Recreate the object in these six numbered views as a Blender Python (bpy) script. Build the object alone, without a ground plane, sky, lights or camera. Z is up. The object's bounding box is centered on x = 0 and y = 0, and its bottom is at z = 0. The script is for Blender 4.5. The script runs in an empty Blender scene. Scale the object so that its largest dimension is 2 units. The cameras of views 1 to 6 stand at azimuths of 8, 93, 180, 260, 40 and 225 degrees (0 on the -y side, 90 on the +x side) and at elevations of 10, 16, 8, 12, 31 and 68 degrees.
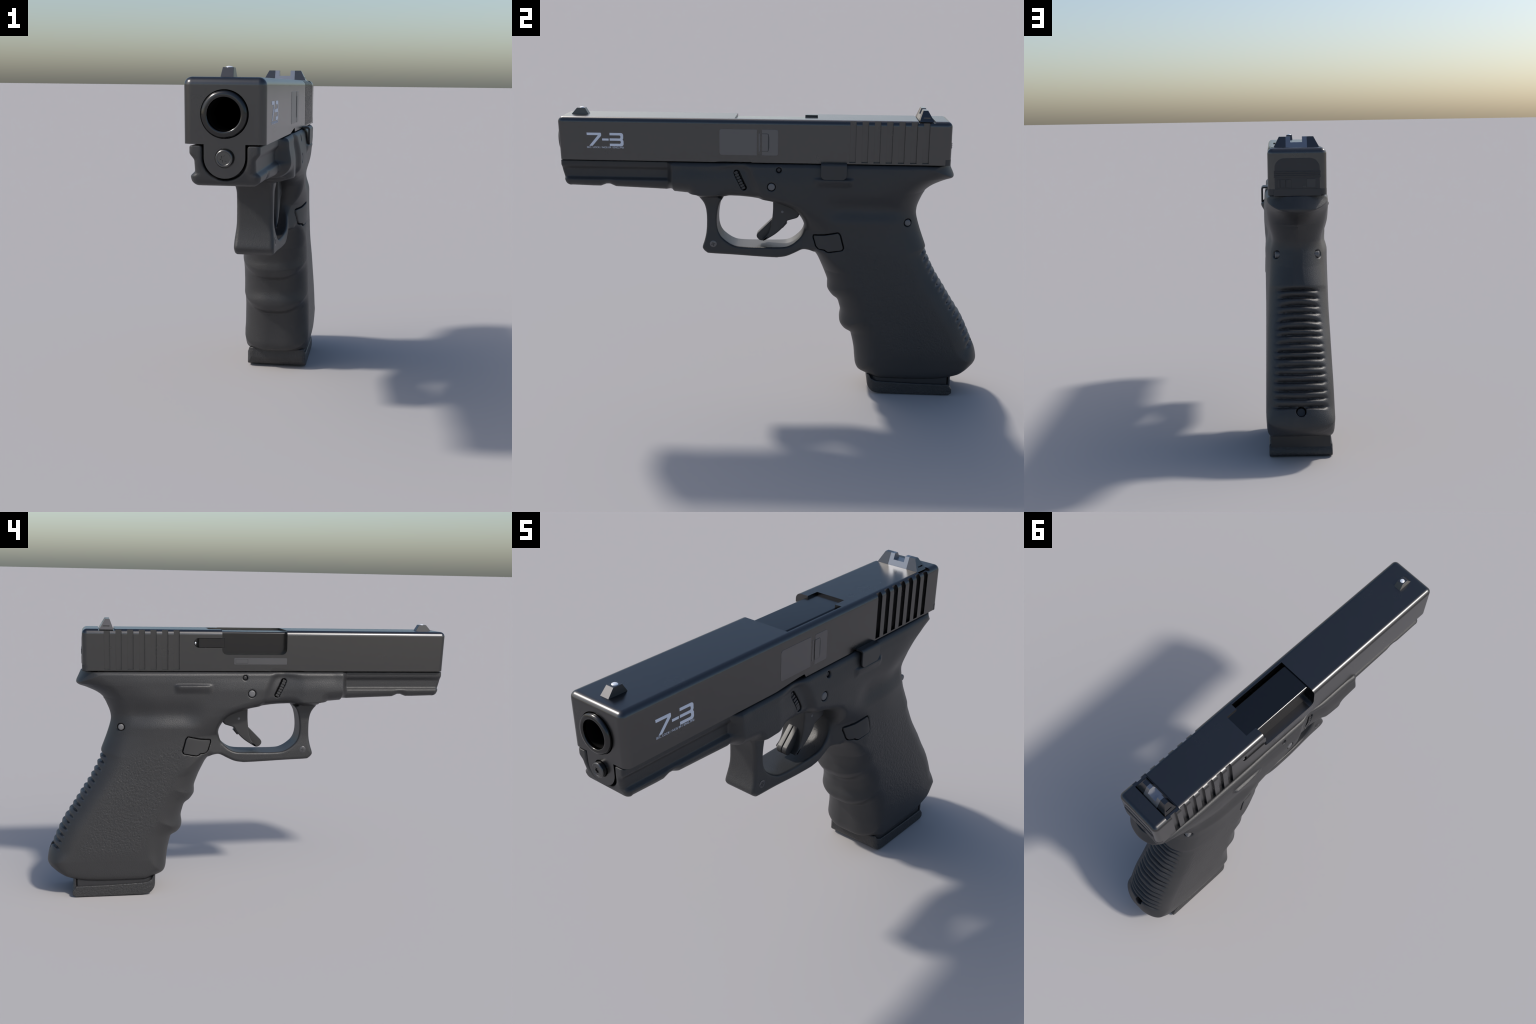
import bpy, bmesh, math
import numpy as np
from mathutils import Vector, Matrix

# ------------------------------------------------------------------ materials
def new_mat(name):
    m = bpy.data.materials.new(name)
    m.use_nodes = True
    nt = m.node_tree
    b = nt.nodes["Principled BSDF"]
    return m, nt, b

def N(nt, kind, **kw):
    n = nt.nodes.new(kind)
    for k, v in kw.items():
        setattr(n, k, v)
    return n

def math_node(nt, op, a, b=None, c=None, clamp=False):
    n = nt.nodes.new("ShaderNodeMath")
    n.operation = op
    n.use_clamp = clamp
    for i, v in enumerate((a, b, c)):
        if v is None:
            continue
        if isinstance(v, (int, float)):
            n.inputs[i].default_value = v
        else:
            nt.links.new(v, n.inputs[i])
    return n.outputs[0]

def simple(name, col, rough, metal=0.0, spec=0.5, grain=0.0, scale=600.0, vary=0.0, coat=0.0):
    m, nt, b = new_mat(name)
    b.inputs["Base Color"].default_value = (*col, 1)
    b.inputs["Roughness"].default_value = rough
    b.inputs["Metallic"].default_value = metal
    b.inputs["Specular IOR Level"].default_value = spec
    tc = N(nt, "ShaderNodeTexCoord")
    if vary > 0:
        n2 = N(nt, "ShaderNodeTexNoise")
        n2.inputs["Scale"].default_value = 7.0
        n2.inputs["Detail"].default_value = 5.0
        nt.links.new(tc.outputs["Object"], n2.inputs["Vector"])
        r = N(nt, "ShaderNodeMapRange")
        r.inputs["To Min"].default_value = rough - vary
        r.inputs["To Max"].default_value = rough + vary
        nt.links.new(n2.outputs["Fac"], r.inputs["Value"])
        nt.links.new(r.outputs[0], b.inputs["Roughness"])
    if grain > 0:
        n = N(nt, "ShaderNodeTexNoise")
        n.inputs["Scale"].default_value = scale
        n.inputs["Detail"].default_value = 2.0
        nt.links.new(tc.outputs["Object"], n.inputs["Vector"])
        bp = N(nt, "ShaderNodeBump")
        bp.inputs["Strength"].default_value = grain
        bp.inputs["Distance"].default_value = 0.002
        nt.links.new(n.outputs["Fac"], bp.inputs["Height"])
        nt.links.new(bp.outputs[0], b.inputs["Normal"])
    return m

M_slide = simple("black_steel", (0.100, 0.100, 0.101), 0.27, metal=1.0, vary=0.012)
M_barrel = simple("dark_barrel_steel", (0.060, 0.060, 0.060), 0.2, metal=1.0, vary=0.02)
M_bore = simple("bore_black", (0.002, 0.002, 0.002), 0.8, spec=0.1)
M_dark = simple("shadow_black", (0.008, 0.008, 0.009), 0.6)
M_cap = simple("black_plate", (0.022, 0.022, 0.024), 0.45)
M_trim = simple("trigger_polymer", (0.028, 0.028, 0.029), 0.42, grain=0.05)
M_pin = simple("pin_steel", (0.135, 0.135, 0.14), 0.5, metal=0.3, vary=0.03)
M_rod = simple("rod_steel", (0.115, 0.115, 0.115), 0.28, metal=1.0)
M_panel = simple("grey_panel", (0.142, 0.142, 0.148), 0.36, metal=1.0, vary=0.03)
M_panel_dark = simple("grey_panel_line", (0.035, 0.035, 0.036), 0.5)
M_block = simple("plate_grey", (0.036, 0.036, 0.037), 0.45)
M_paint = simple("pale_marking", (0.66, 0.69, 0.77), 0.5)
M_sight = simple("sight_steel", (0.105, 0.105, 0.108), 0.2, metal=1.0)
M_front_sight = simple("front_sight_steel", (0.11, 0.11, 0.113), 0.34, metal=1.0)
M_sight_pale = simple("sight_pale_steel", (0.28, 0.29, 0.315), 0.32, metal=1.0)
M_dot = simple("sight_dot", (0.92, 0.93, 0.95), 0.12, metal=0.45)
M_chrome = simple("chrome", (0.75, 0.75, 0.75), 0.15, metal=1.0)

def polymer(name, pebble=0.0, fine=0.35, fscale=230.0, boxed=True):
    """matt moulded plastic: fine grain all over, coarse pebble on the grip flanks"""
    m, nt, b = new_mat(name)
    b.inputs["Base Color"].default_value = (0.026, 0.026, 0.027, 1)
    b.inputs["Roughness"].default_value = 0.46
    b.inputs["Specular IOR Level"].default_value = 0.5
    tc = N(nt, "ShaderNodeTexCoord")
    o = tc.outputs["Object"]
    fn = N(nt, "ShaderNodeTexNoise")
    fn.inputs["Scale"].default_value = fscale
    fn.inputs["Detail"].default_value = 2.0
    nt.links.new(o, fn.inputs["Vector"])
    h = math_node(nt, "MULTIPLY", fn.outputs["Fac"], fine)
    if pebble > 0:
        sx = N(nt, "ShaderNodeSeparateXYZ")
        nt.links.new(o, sx.inputs[0])
        X, Y, Z = sx.outputs
        mask = None
        if boxed:
            # leaning rectangle on each flank
            lean = math_node(nt, "MULTIPLY_ADD", Z, 0.46, Y)       # y + .46 z
            u = math_node(nt, "ABSOLUTE", math_node(nt, "SUBTRACT", lean, 0.805))
            mu = math_node(nt, "SUBTRACT", 1.0, math_node(nt, "MULTIPLY", math_node(nt, "SUBTRACT", u, 0.125), 14.0), clamp=True)
            zz = math_node(nt, "MULTIPLY_ADD", Y, 0.26, Z)          # top edge drops to the front
            mz = math_node(nt, "MULTIPLY", math_node(nt, "SUBTRACT", 0.89, zz), 14.0, clamp=True)
            mb = math_node(nt, "MULTIPLY", math_node(nt, "SUBTRACT", Z, 0.175), 18.0, clamp=True)
            ax = math_node(nt, "MULTIPLY", math_node(nt, "SUBTRACT", math_node(nt, "ABSOLUTE", X), 0.105), 40.0, clamp=True)
            mask = math_node(nt, "MULTIPLY", math_node(nt, "MULTIPLY", mu, mz), math_node(nt, "MULTIPLY", mb, ax))
        pn = N(nt, "ShaderNodeTexNoise")
        pn.inputs["Scale"].default_value = 95.0
        pn.inputs["Detail"].default_value = 3.0
        pn.inputs["Roughness"].default_value = 0.6
        nt.links.new(o, pn.inputs["Vector"])
        p = math_node(nt, "MULTIPLY", pn.outputs["Fac"], pebble)
        if mask is not None:
            p = math_node(nt, "MULTIPLY", p, mask)
        h = math_node(nt, "ADD", h, p)
    bp = N(nt, "ShaderNodeBump")
    bp.inputs["Strength"].default_value = 1.0
    bp.inputs["Distance"].default_value = 0.002
    nt.links.new(h, bp.inputs["Height"])
    nt.links.new(bp.outputs[0], b.inputs["Normal"])
    return m

M_poly = polymer("black_polymer", pebble=1.7)
M_base = polymer("pebbled_polymer", pebble=1.6, boxed=False)

# ------------------------------------------------------------------ helpers
root = bpy.data.objects.new("pistol", None)
bpy.context.collection.objects.link(root)
root.empty_display_size = 0.2
root["label"] = "matt black semi-automatic handgun standing on its magazine"
root["category"] = "handgun"

def link(name, me, mat=None, parent=root):
    ob = bpy.data.objects.new(name, me)
    bpy.context.collection.objects.link(ob)
    if mat is not None:
        me.materials.clear()
        me.materials.append(mat)
    ob.parent = parent
    return ob

def finish(me, angle=35):
    me.shade_smooth()
    me.set_sharp_from_angle(angle=math.radians(angle))

def to_mesh(bm, name, angle=35):
    bmesh.ops.recalc_face_normals(bm, faces=bm.faces)
    me = bpy.data.meshes.new(name)
    bm.to_mesh(me)
    bm.free()
    finish(me, angle)
    return me

def bm_box(x0, x1, y0, y1, z0, z1, bevel=0.0, seg=2, bm=None):
    own = bm is None
    if own:
        bm = bmesh.new()
    r = bmesh.ops.create_cube(bm, size=1.0)
    vs = r["verts"]
    for v in vs:
        v.co = Vector((x0 if v.co.x < 0 else x1, y0 if v.co.y < 0 else y1, z0 if v.co.z < 0 else z1))
    if bevel > 0:
        es = list({e for v in vs for e in v.link_edges})
        bmesh.ops.bevel(bm, geom=es, offset=bevel, segments=seg, profile=0.5, affect='EDGES')
    return bm

def bm_prism(pts, a0, a1, axis="x", bevel=0.0, seg=2, bm=None, bevel_angle=0.6):
    """polygon (two in-plane coordinates) extruded along an axis"""
    own = bm is None
    if own:
        bm = bmesh.new()
    def mk(p, a):
        if axis == "x": return (a, p[0], p[1])
        if axis == "y": return (p[0], a, p[1])
        return (p[0], p[1], a)
    lo = [bm.verts.new(mk(p, a0)) for p in pts]
    hi = [bm.verts.new(mk(p, a1)) for p in pts]
    fs = [bm.faces.new(lo[::-1]), bm.faces.new(hi)]
    n = len(pts)
    for i in range(n):
        fs.append(bm.faces.new((lo[i], lo[(i + 1) % n], hi[(i + 1) % n], hi[i])))
    bmesh.ops.recalc_face_normals(bm, faces=fs)
    if bevel > 0:
        es = [e for e in {e for f in fs[:2] for e in f.edges}]
        bmesh.ops.bevel(bm, geom=es, offset=bevel, segments=seg, profile=0.5, affect='EDGES')
    return bm

def bm_lathe(profile, axis_origin, direction, seg=48, bm=None):
    """profile: list of (distance along axis, radius), closed with caps where radius = 0"""
    if bm is None:
        bm = bmesh.new()
    d = Vector(direction).normalized()
    u = d.orthogonal().normalized()
    v = d.cross(u)
    o = Vector(axis_origin)
    rings = []
    for t, r in profile:
        if r == 0:
            rings.append([bm.verts.new(o + d * t)])
        else:
            rings.append([bm.verts.new(o + d * t + (u * math.cos(2 * math.pi * k / seg) + v * math.sin(2 * math.pi * k / seg)) * r) for k in range(seg)])
    for A, B in zip(rings[:-1], rings[1:]):
        for k in range(seg):
            k2 = (k + 1) % seg
            if len(A) == 1 and len(B) == 1: continue
            if len(A) == 1: bm.faces.new((A[0], B[k2], B[k]))
            elif len(B) == 1: bm.faces.new((A[k], A[k2], B[0]))
            else: bm.faces.new((A[k], A[k2], B[k2], B[k]))
    return bm

def rounded(pts_r, seg=6):
    """polygon from corners (a, b, radius) with filleted corners"""
    out = []
    n = len(pts_r)
    for i in range(n):
        p = Vector(pts_r[i][:2]); r = pts_r[i][2]
        a = Vector(pts_r[i - 1][:2]); b = Vector(pts_r[(i + 1) % n][:2])
        if r <= 0:
            out.append((p.x, p.y)); continue
        ua = (a - p).normalized(); ub = (b - p).normalized()
        ang = ua.angle(ub)
        t = r / math.tan(ang / 2)
        c = p + (ua + ub).normalized() * (r / math.sin(ang / 2))
        s = p + ua * t - c; e = p + ub * t - c
        a0 = math.atan2(s.y, s.x); a1 = math.atan2(e.y, e.x)
        da = (a1 - a0 + math.pi) % (2 * math.pi) - math.pi
        for k in range(seg + 1):
            th = a0 + da * k / seg
            out.append((c.x + r * math.cos(th), c.y + r * math.sin(th)))
    return out

def boolean(ob, cutter_bm, op="DIFFERENCE"):
    bmesh.ops.recalc_face_normals(cutter_bm, faces=cutter_bm.faces)
    cm = bpy.data.meshes.new("cutter")
    cutter_bm.to_mesh(cm)
    cutter_bm.free()
    c = bpy.data.objects.new("cutter", cm)
    bpy.context.collection.objects.link(c)
    md = ob.modifiers.new("b", "BOOLEAN")
    md.object = c
    md.operation = op
    md.solver = "EXACT"
    dg = bpy.context.evaluated_depsgraph_get()
    me = bpy.data.meshes.new_from_object(ob.evaluated_get(dg))
    ob.modifiers.clear()
    old = ob.data
    ob.data = me
    bpy.data.meshes.remove(old)
    bpy.data.objects.remove(c)
    bpy.data.meshes.remove(cm)

# ================================================================== FRAME
# The moulded frame is one smooth skin: a side outline, a half-width that varies over
# the side view, and a rounding of its own for every stretch of the outline.
H = 0.003

def spline(pts, sub=4):
    """Catmull-Rom through control points"""
    p = [np.array(q, float) for q in pts]
    p = [2 * p[0] - p[1]] + p + [2 * p[-1] - p[-2]]
    out = []
    for i in range(1, len(p) - 2):
        for k in range(sub):
            t = k / sub
            a, b, c, d = p[i - 1], p[i], p[i + 1], p[i + 2]
            out.append(0.5 * (2 * b + (c - a) * t + (2 * a - 5 * b + 4 * c - d) * t * t + (3 * b - a - 3 * c + d) * t ** 3))
    out.append(p[-2])
    return out

TOP = 1.116
front_edge = [(-0.940, 0.9935), (-0.954, 0.9965), (-0.9645, 1.005), (-0.971, 1.022), (-0.975, 1.042), (-0.981, 1.070), (-0.9825, 1.095), (-0.9825, TOP)]
top_edge = [(-0.9825, TOP), (0.822, TOP)]
rear_a = [(0.822, TOP), (0.833, 1.092), (0.8425, 1.071), (0.8455, 1.060), (0.842, 1.050), (0.829, 1.040), (0.798, 1.029), (0.747, 1.004), (0.714, 0.974),
          (0.694, 0.936), (0.683, 0.905), (0.680, 0.875), (0.688, 0.838), (0.705, 0.787), (0.727, 0.728)]
rear_b = [(0.727, 0.728), (0.730, 0.714), (0.735, 0.690)]
rear_c = [(0.735, 0.690), (0.778, 0.599), (0.834, 0.509), (0.872, 0.447), (0.912, 0.387), (0.944, 0.326), (0.971, 0.264),
          (0.991, 0.217), (0.9995, 0.178), (0.997, 0.158), (0.985, 0.140)]
bottom = [(0.985, 0.140), (0.960, 0.124), (0.930, 0.111), (0.870, 0.091), (0.800, 0.079), (0.700, 0.075), (0.600, 0.075), (0.530, 0.077), (0.470, 0.084), (0.440, 0.090)]
front_strap = [(0.440, 0.090), (0.424, 0.102), (0.414, 0.126), (0.410, 0.165), (0.403, 0.215), (0.390, 0.268), (0.383, 0.282), (0.355, 0.298),
               (0.336, 0.322), (0.331, 0.348), (0.335, 0.385), (0.328, 0.417), (0.317, 0.446), (0.292, 0.466), (0.271, 0.495),
               (0.268, 0.515), (0.267, 0.545), (0.245, 0.600), (0.219, 0.662), (0.205, 0.684)]
guard_out = [(0.205, 0.684), (0.191, 0.698), (0.162, 0.702), (0.140, 0.697), (0.107, 0.680), (0.070, 0.664), (0.035, 0.658), (0.004, 0.657), (-0.158, 0.664),
             (-0.290, 0.669), (-0.311, 0.675), (-0.325, 0.688), (-0.329, 0.702), (-0.319, 0.735), (-0.311, 0.775), (-0.3085, 0.830),
             (-0.311, 0.875), (-0.320, 0.908), (-0.337, 0.934), (-0.362, 0.957), (-0.392, 0.967)]
dust_under = [(-0.392, 0.967), (-0.460, 0.973), (-0.470, 0.975), (-0.488, 0.981), (-0.600, 0.985), (-0.731, 0.9895), (-0.742, 0.994), (-0.759, 1.0015),
              (-0.776, 1.0015), (-0.788, 0.997), (-0.803, 0.991), (-0.838, 0.991), (-0.930, 0.9935), (-0.940, 0.9935)]
hole = [(-0.208, 0.9535), (-0.232, 0.936), (-0.250, 0.905), (-0.260, 0.850), (-0.259, 0.800), (-0.246, 0.762), (-0.220, 0.735), (-0.184, 0.714),
        (-0.140, 0.707), (-0.030, 0.7065), (0.050, 0.709), (0.084, 0.717), (0.112, 0.735), (0.140, 0.765), (0.151, 0.800), (0.149, 0.828),
        (0.128, 0.865), (0.105, 0.889), (0.070, 0.907), (0.010, 0.926), (-0.055, 0.943), (-0.125, 0.951), (-0.170, 0.9535)]

rear_line = spline(rear_a + rear_b[1:-1] + rear_c, 5)
curves = {
    "top": [np.array(q) for q in top_edge],
    "grip": rear_line[:-1] + spline(bottom, 4)[:-1] + spline(front_strap, 4),
    "guard": spline(guard_out, 4),
    "dust": [np.array(q) for q in dust_under],
    "nose": spline(front_edge, 4),
}
hc = spline(hole[-2:] + hole + hole[:2], 4)
curves["hole"] = hc[8:8 + 4 * len(hole) + 1]

ys = np.arange(-1.0, 1.03, H)
zs = np.arange(0.05, 1.145, H)
Y, Z = np.meshgrid(ys, zs, indexing="ij")

def polydist(c, Y=Y, Z=Z):
    d = np.full(Y.shape, 1e9)
    for a, b in zip(c[:-1], c[1:]):
        ex, ez = b[0] - a[0], b[1] - a[1]
        L2 = ex * ex + ez * ez
        if L2 < 1e-14: continue
        px, pz = Y - a[0], Z - a[1]
        t = np.clip((px * ex + pz * ez) / L2, 0, 1)
        d = np.minimum(d, (px - t * ex) ** 2 + (pz - t * ez) ** 2)
    return np.sqrt(d)

def inside(loop, Y=Y, Z=Z):
    r = np.zeros(Y.shape, bool)
    for a, b in zip(loop, list(loop[1:]) + [loop[0]]):
        if a[1] == b[1]: continue
        c = (a[1] > Z) != (b[1] > Z)
        r ^= c & (Y < (b[0] - a[0]) * (Z - a[1]) / (b[1] - a[1]) + a[0])
    return r

def sm(a, b, v):
    t = np.clip((v - a) / (b - a), 0, 1)
    return t * t * (3 - 2 * t)

def bump(v, c, w):
    return np.exp(-((v - c) / w) ** 2)

outer_loop = (list(curves["top"][:-1]) + curves["grip"][:-1]
              + curves["guard"][:-1] + curves["dust"][:-1] + curves["nose"][:-1])
INSIDE = inside(outer_loop) & ~inside(curves["hole"])
names = list(curves)
dist = {k: polydist(curves[k]) for k in names}
near = np.argmin(np.stack([dist[k] for k in names]), 0)
D = {}
for i, k in enumerate(names):
    D[k] = np.where(~INSIDE & (near == i), dist[k], -dist[k])

# ---- half-width over the side view
dr = polydist(rear_line)
grip_w = np.interp(Z, [0.05, 0.10, 0.18, 0.38, 0.60, 0.80, 1.0, 1.1], [0.139, 0.145, 0.148, 0.145, 0.142, 0.142, 0.144, 0.143])
taper = np.interp(Z, [0.1, 0.3, 0.5, 0.7, 0.80, 0.90, 0.98, 1.05], [0.006, 0.010, 0.016, 0.035, 0.054, 0.062, 0.054, 0.026])
tr = np.interp(Z, [0.3, 0.7, 0.9, 1.05], [0.20, 0.27, 0.27, 0.22])
grip_w = grip_w - taper * np.clip(1 - dr / tr, 0, 1) ** 2
# thumb hollow with a firm lower lip, and the ledge above it
span = sm(0.20, 0.34, Y) * (1 - sm(0.52, 0.68, Y))
hollow = np.where(Z > 0.912, bump(Z, 0.912, 0.050), 1 - sm(0.0, 1.0, (0.912 - Z) / 0.074))
grip_w = grip_w - 0.016 * span * hollow
ridge = sm(0.185, 0.215, Y) * (1 - sm(0.352, 0.385, Y)) * np.where(Z > 1.048, 1 - sm(1.048, 1.061, Z), sm(1.008, 1.046, Z))
grip_w = grip_w + 0.0150 * ridge
# receiver above the guard, with the hollow round the take-down catch
recv_w = 0.140 + 0.008 * sm(1.095, 1.02, Z) + 0.003 * bump(Y, -0.36, 0.09) * sm(1.10, 1.04, Z)
sc_edge = np.interp(Z, [0.95, 0.980, 1.055, 1.090, 1.109, 1.115], [-0.052, -0.059, -0.088, -0.104, -0.132, -0.150])
sc_roof = np.interp(Y, [-0.48, -0.30, -0.25, -0.206, -0.152], [1.092, 1.090, 1.092, 1.105, 1.115])
scal2 = sm(sc_edge + 0.012, sc_edge - 0.022, Y) * sm(sc_roof + 0.010, sc_roof - 0.016, Z)
depth = np.interp(Y, [-0.48, -0.26, -0.16, -0.05], [0.000, 0.004, 0.020, 0.020])
def blur(a, n, it=2):
    k = np.ones(2 * n + 1) / (2 * n + 1)
    for _ in range(it):
        for ax in (0, 1):
            p = np.pad(a, [(n, n) if q == ax else (0, 0) for q in (0, 1)], mode="edge")
            a = np.apply_along_axis(lambda v: np.convolve(v, k, "valid"), ax, p)
    return a
recv_w = recv_w - blur(depth * scal2, 3)
# dust cover with its accessory groove
dust_w = 0.1075 - 0.0140 * sm(1.095, 1.070, Z) * sm(1.022, 1.040, Z)
recv_w = recv_w + (dust_w - recv_w) * sm(-0.454, -0.491, Y)
w = recv_w + (grip_w - recv_w) * sm(0.10, 0.30, Y)
# slim trigger guard swelling into the grip
guard_w = 0.068 + 0.008 * sm(0.80, 0.70, Z) + 0.006 * sm(0.90, 0.95, Z) + 0.007 * sm(-0.25, -0.05, Y)
gy = np.interp(Z, [0.55, 0.66, 0.72, 0.80, 0.90], [0.10, 0.135, 0.143, 0.145, 0.05])
to_grip = np.clip((Y - gy) / 0.20, 0, 1)
to_grip = np.sin(to_grip * math.pi / 2) ** 1.0
zt = np.interp(Y, [-0.245, -0.195], [0.968, 0.945])
low = sm(0.0, 0.028, zt - Z)
low_gate = low + (sm(0.95, 0.78, Z) - low) * sm(-0.16, 0.08, Y)
w_low = guard_w + (w - guard_w) * to_grip
w = w + (w_low - w) * low_gate
w = w - 0.004 * sm(1.06, 1.116, Z) * sm(-0.45, -0.40, Y)

gy_, gz_ = np.gradient(w, H)
slope = 1 / np.sqrt(1 + np.minimum(gy_ ** 2 + gz_ ** 2, 9.0))

# ---- edge rounding of each stretch: x extent a, in-plane extent b
R = {}
dc = sm(-0.455, -0.495, Y)                 # 1 on the dust cover
R["top"] = (0.020 - 0.014 * dc,) * 2
ra = np.interp(Z, [0.1, 0.2, 0.35, 0.7, 0.85, 0.95, 1.03], [0.125, 0.130, 0.115, 0.085, 0.070, 0.090, 0.115])
rb = np.interp(Z, [0.1, 0.2, 0.35, 0.7, 0.85, 0.95, 1.03], [0.100, 0.100, 0.095, 0.100, 0.100, 0.100, 0.090])
fa = np.minimum(np.interp(Z, [0.08, 0.16, 0.30, 0.60, 0.70], [0.105, 0.115, 0.130, 0.128, 0.060]), w - 0.008)
fb = np.interp(Z, [0.08, 0.16, 0.30, 0.60, 0.70], [0.085, 0.100, 0.125, 0.125, 0.045])
to_rear = np.interp(Z, [0.10, 0.70], [0.68, 0.46])
to_rear = sm(-0.08, 0.08, Y - to_rear)
zb = np.interp(Y, [0.44, 0.60, 0.80, 0.87, 0.93, 0.985], [0.090, 0.075, 0.079, 0.091, 0.111, 0.140])
foot = sm(0.13, -0.01, Z - zb) * sm(0.43, 0.53, Y) * (1 - 0.85 * sm(0.90, 1.0, Y))
ga = fa + (ra - fa) * to_rear
gb = fb + (rb - fb) * to_rear
R["grip"] = (ga + (0.027 - ga) * foot, gb + (0.025 - gb) * foot)
wide = sm(0.100, 0.135, w)
R["guard"] = (0.015 + 0.022 * wide, 0.015 + 0.014 * wide)
R["dust"] = (0.076 - 0.043 * dc, 0.058 - 0.027 * dc)
R["nose"] = (np.interp(Z, [1.0, 1.04, 1.09], [0.026, 0.020, 0.012]),) * 2
hr = sm(0.93, 0.952, Z) + (sm(0.76, 0.88, Z) - sm(0.93, 0.952, Z)) * sm(-0.12, 0.06, Y)
R["hole"] = (np.minimum(0.010 + 0.056 * hr, w - 0.02), 0.010 + 0.036 * hr)

# ---- local cut-outs
catch_poly = [(0.198, 0.779), (0.246, 0.785), (0.314, 0.800), (0.323, 0.788), (0.339, 0.727), (0.333, 0.716), (0.270, 0.703), (0.259, 0.706),
              (0.250, 0.7125), (0.221, 0.7155), (0.209, 0.728), (0.196, 0.770)]
cp = [np.array(q) for q in catch_poly]
CD = polydist(cp + [cp[0]]) * np.where(inside(cp), -1, 1)

def capsule(a, b, r):
    return polydist([np.array(a), np.array(b)]) - r

SLOT_A, SLOT_B = (-0.1615, 1.071), (-0.1285, 1.004)
slot = capsule(SLOT_A, SLOT_B, 0.0140)
PIN_BIG, PIN_SMALL, PIN_GRIP = (0.000, 1.0120), (0.033, 1.0885), (0.6335, 0.844)
pin1 = capsule(PIN_BIG, (PIN_BIG[0] + 1e-4, PIN_BIG[1]), 0.0195)
pin2 = capsule(PIN_SMALL, (PIN_SMALL[0] + 1e-4, PIN_SMALL[1]), 0.0125)
pin3 = capsule(PIN_GRIP, (PIN_GRIP[0] + 1e-4, PIN_GRIP[1]), 0.0175)

# grip-back ribs: grooves square to the backstrap
SD = np.array((0.4856, -0.8742)); SP0 = (0.735, 0.690)
TT = (Y - SP0[0]) * SD[0] + (Z - SP0[1]) * SD[1]
PITCH = 0.0345
NRIB = 15
ph = (TT / PITCH)
rib_gate = sm(-0.75, -0.55, ph) * (1 - sm(NRIB - 0.45, NRIB - 0.2, ph))

def box_round(a, q, r, k):
    """rounded corner between the outline (a, scaled by k) and the flank (q)"""
    A = a * k + r
    Q = q + r
    return np.hypot(np.maximum(A, 0), np.maximum(Q, 0)) + np.minimum(np.maximum(A, Q), 0) - r

def smax(a, b, k):
    h = np.maximum(k - np.abs(a - b), 0) / k
    return np.maximum(a, b) + h * h * k * 0.25

KR = {k: R[k][0] / R[k][1] for k in names}

def field(x, cuts=True):
    q = (x - w) * slope
    F = None
    for k in names:
        d = D[k]
        if k == "grip" and cuts:
            half = np.interp(TT, [0, 0.48], [0.088, 0.114])
            m = rib_gate * to_rear * (1 - sm(half - 0.030, half + 0.012, np.full_like(Y, x)))
            pw = ph + 0.16 * (x / 0.09) ** 2 * sm(3, 10, ph) + 0.05 * np.sin(ph * 2.3 + 17 * x)
            groove = 1 - np.abs(np.cos(math.pi * pw)) ** 0.75
            d = d + m * (0.0185 + 0.003 * np.sin(ph * 1.7 + 9 * x)) * groove
        g = box_round(d, q, R[k][0], KR[k])
        F = g if F is None else np.maximum(F, g)
    if cuts:
        # pocket of the magazine catch, slot of the take-down catch, pin seats
        F = np.maximum(F, -np.maximum(CD - 0.002, (w - 0.022) - x))
        F = np.maximum(F, -np.maximum(slot, 0.095 - x))
        for pp, dp in ((pin1, 0.100), (pin2, 0.110), (pin3, 0.06)):
            F = smax(F, -np.maximum(pp, dp - x), 0.004)
        # cradle of the guide-rod lug
        u = np.where(Z > 1.08, x - 0.0675, np.hypot(x, Z - 1.08) - 0.0675)
        F = smax(F, -np.maximum(u, Y + 0.93), 0.010)
        # lanyard hole low on the backstrap
        a = (Y - 0.978) * 0.90 + (Z - 0.232) * 0.436
        b = (Z - 0.232) * 0.90 - (Y - 0.978) * 0.436
        F = np.maximum(F, -np.maximum(np.hypot(x, b) - 0.0215, -0.05 - a))
    return F

half = [(k + 0.5) * H for k in range(int(0.172 / H))]
stack = np.stack([field(x).astype(np.float32) for x in half])
F3 = np.concatenate([stack[::-1], stack], 0)
xs = np.concatenate([-np.array(half)[::-1], np.array(half)])
# keep the border of the volume outside
F3[:, 0, :] = F3[:, -1, :] = F3[:, :, 0] = F3[:, :, -1] = 0.02
F3[0] = F3[-1] = 0.02

def side_x(y, z):
    """half-width of the frame surface at a point of the side view"""
    fy = (y - ys[0]) / H; fz = (z - zs[0]) / H
    i, j = int(fy), int(fz)
    u, v = fy - i, fz - j
    def col(i, j):
        c = SIDE[:, i, j]
        k = np.nonzero(c < 0)[0]
        if len(k) == 0: return 0.0
        k = k[-1]
        if k + 1 >= len(half): return half[k]
        return half[k] + H * c[k] / (c[k] - c[k + 1])
    return ((1 - u) * ((1 - v) * col(i, j) + v * col(i, j + 1)) + u * ((1 - v) * col(i + 1, j) + v * col(i + 1, j + 1)))

SIDE = np.stack([field(x, False).astype(np.float32) for x in half])

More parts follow.
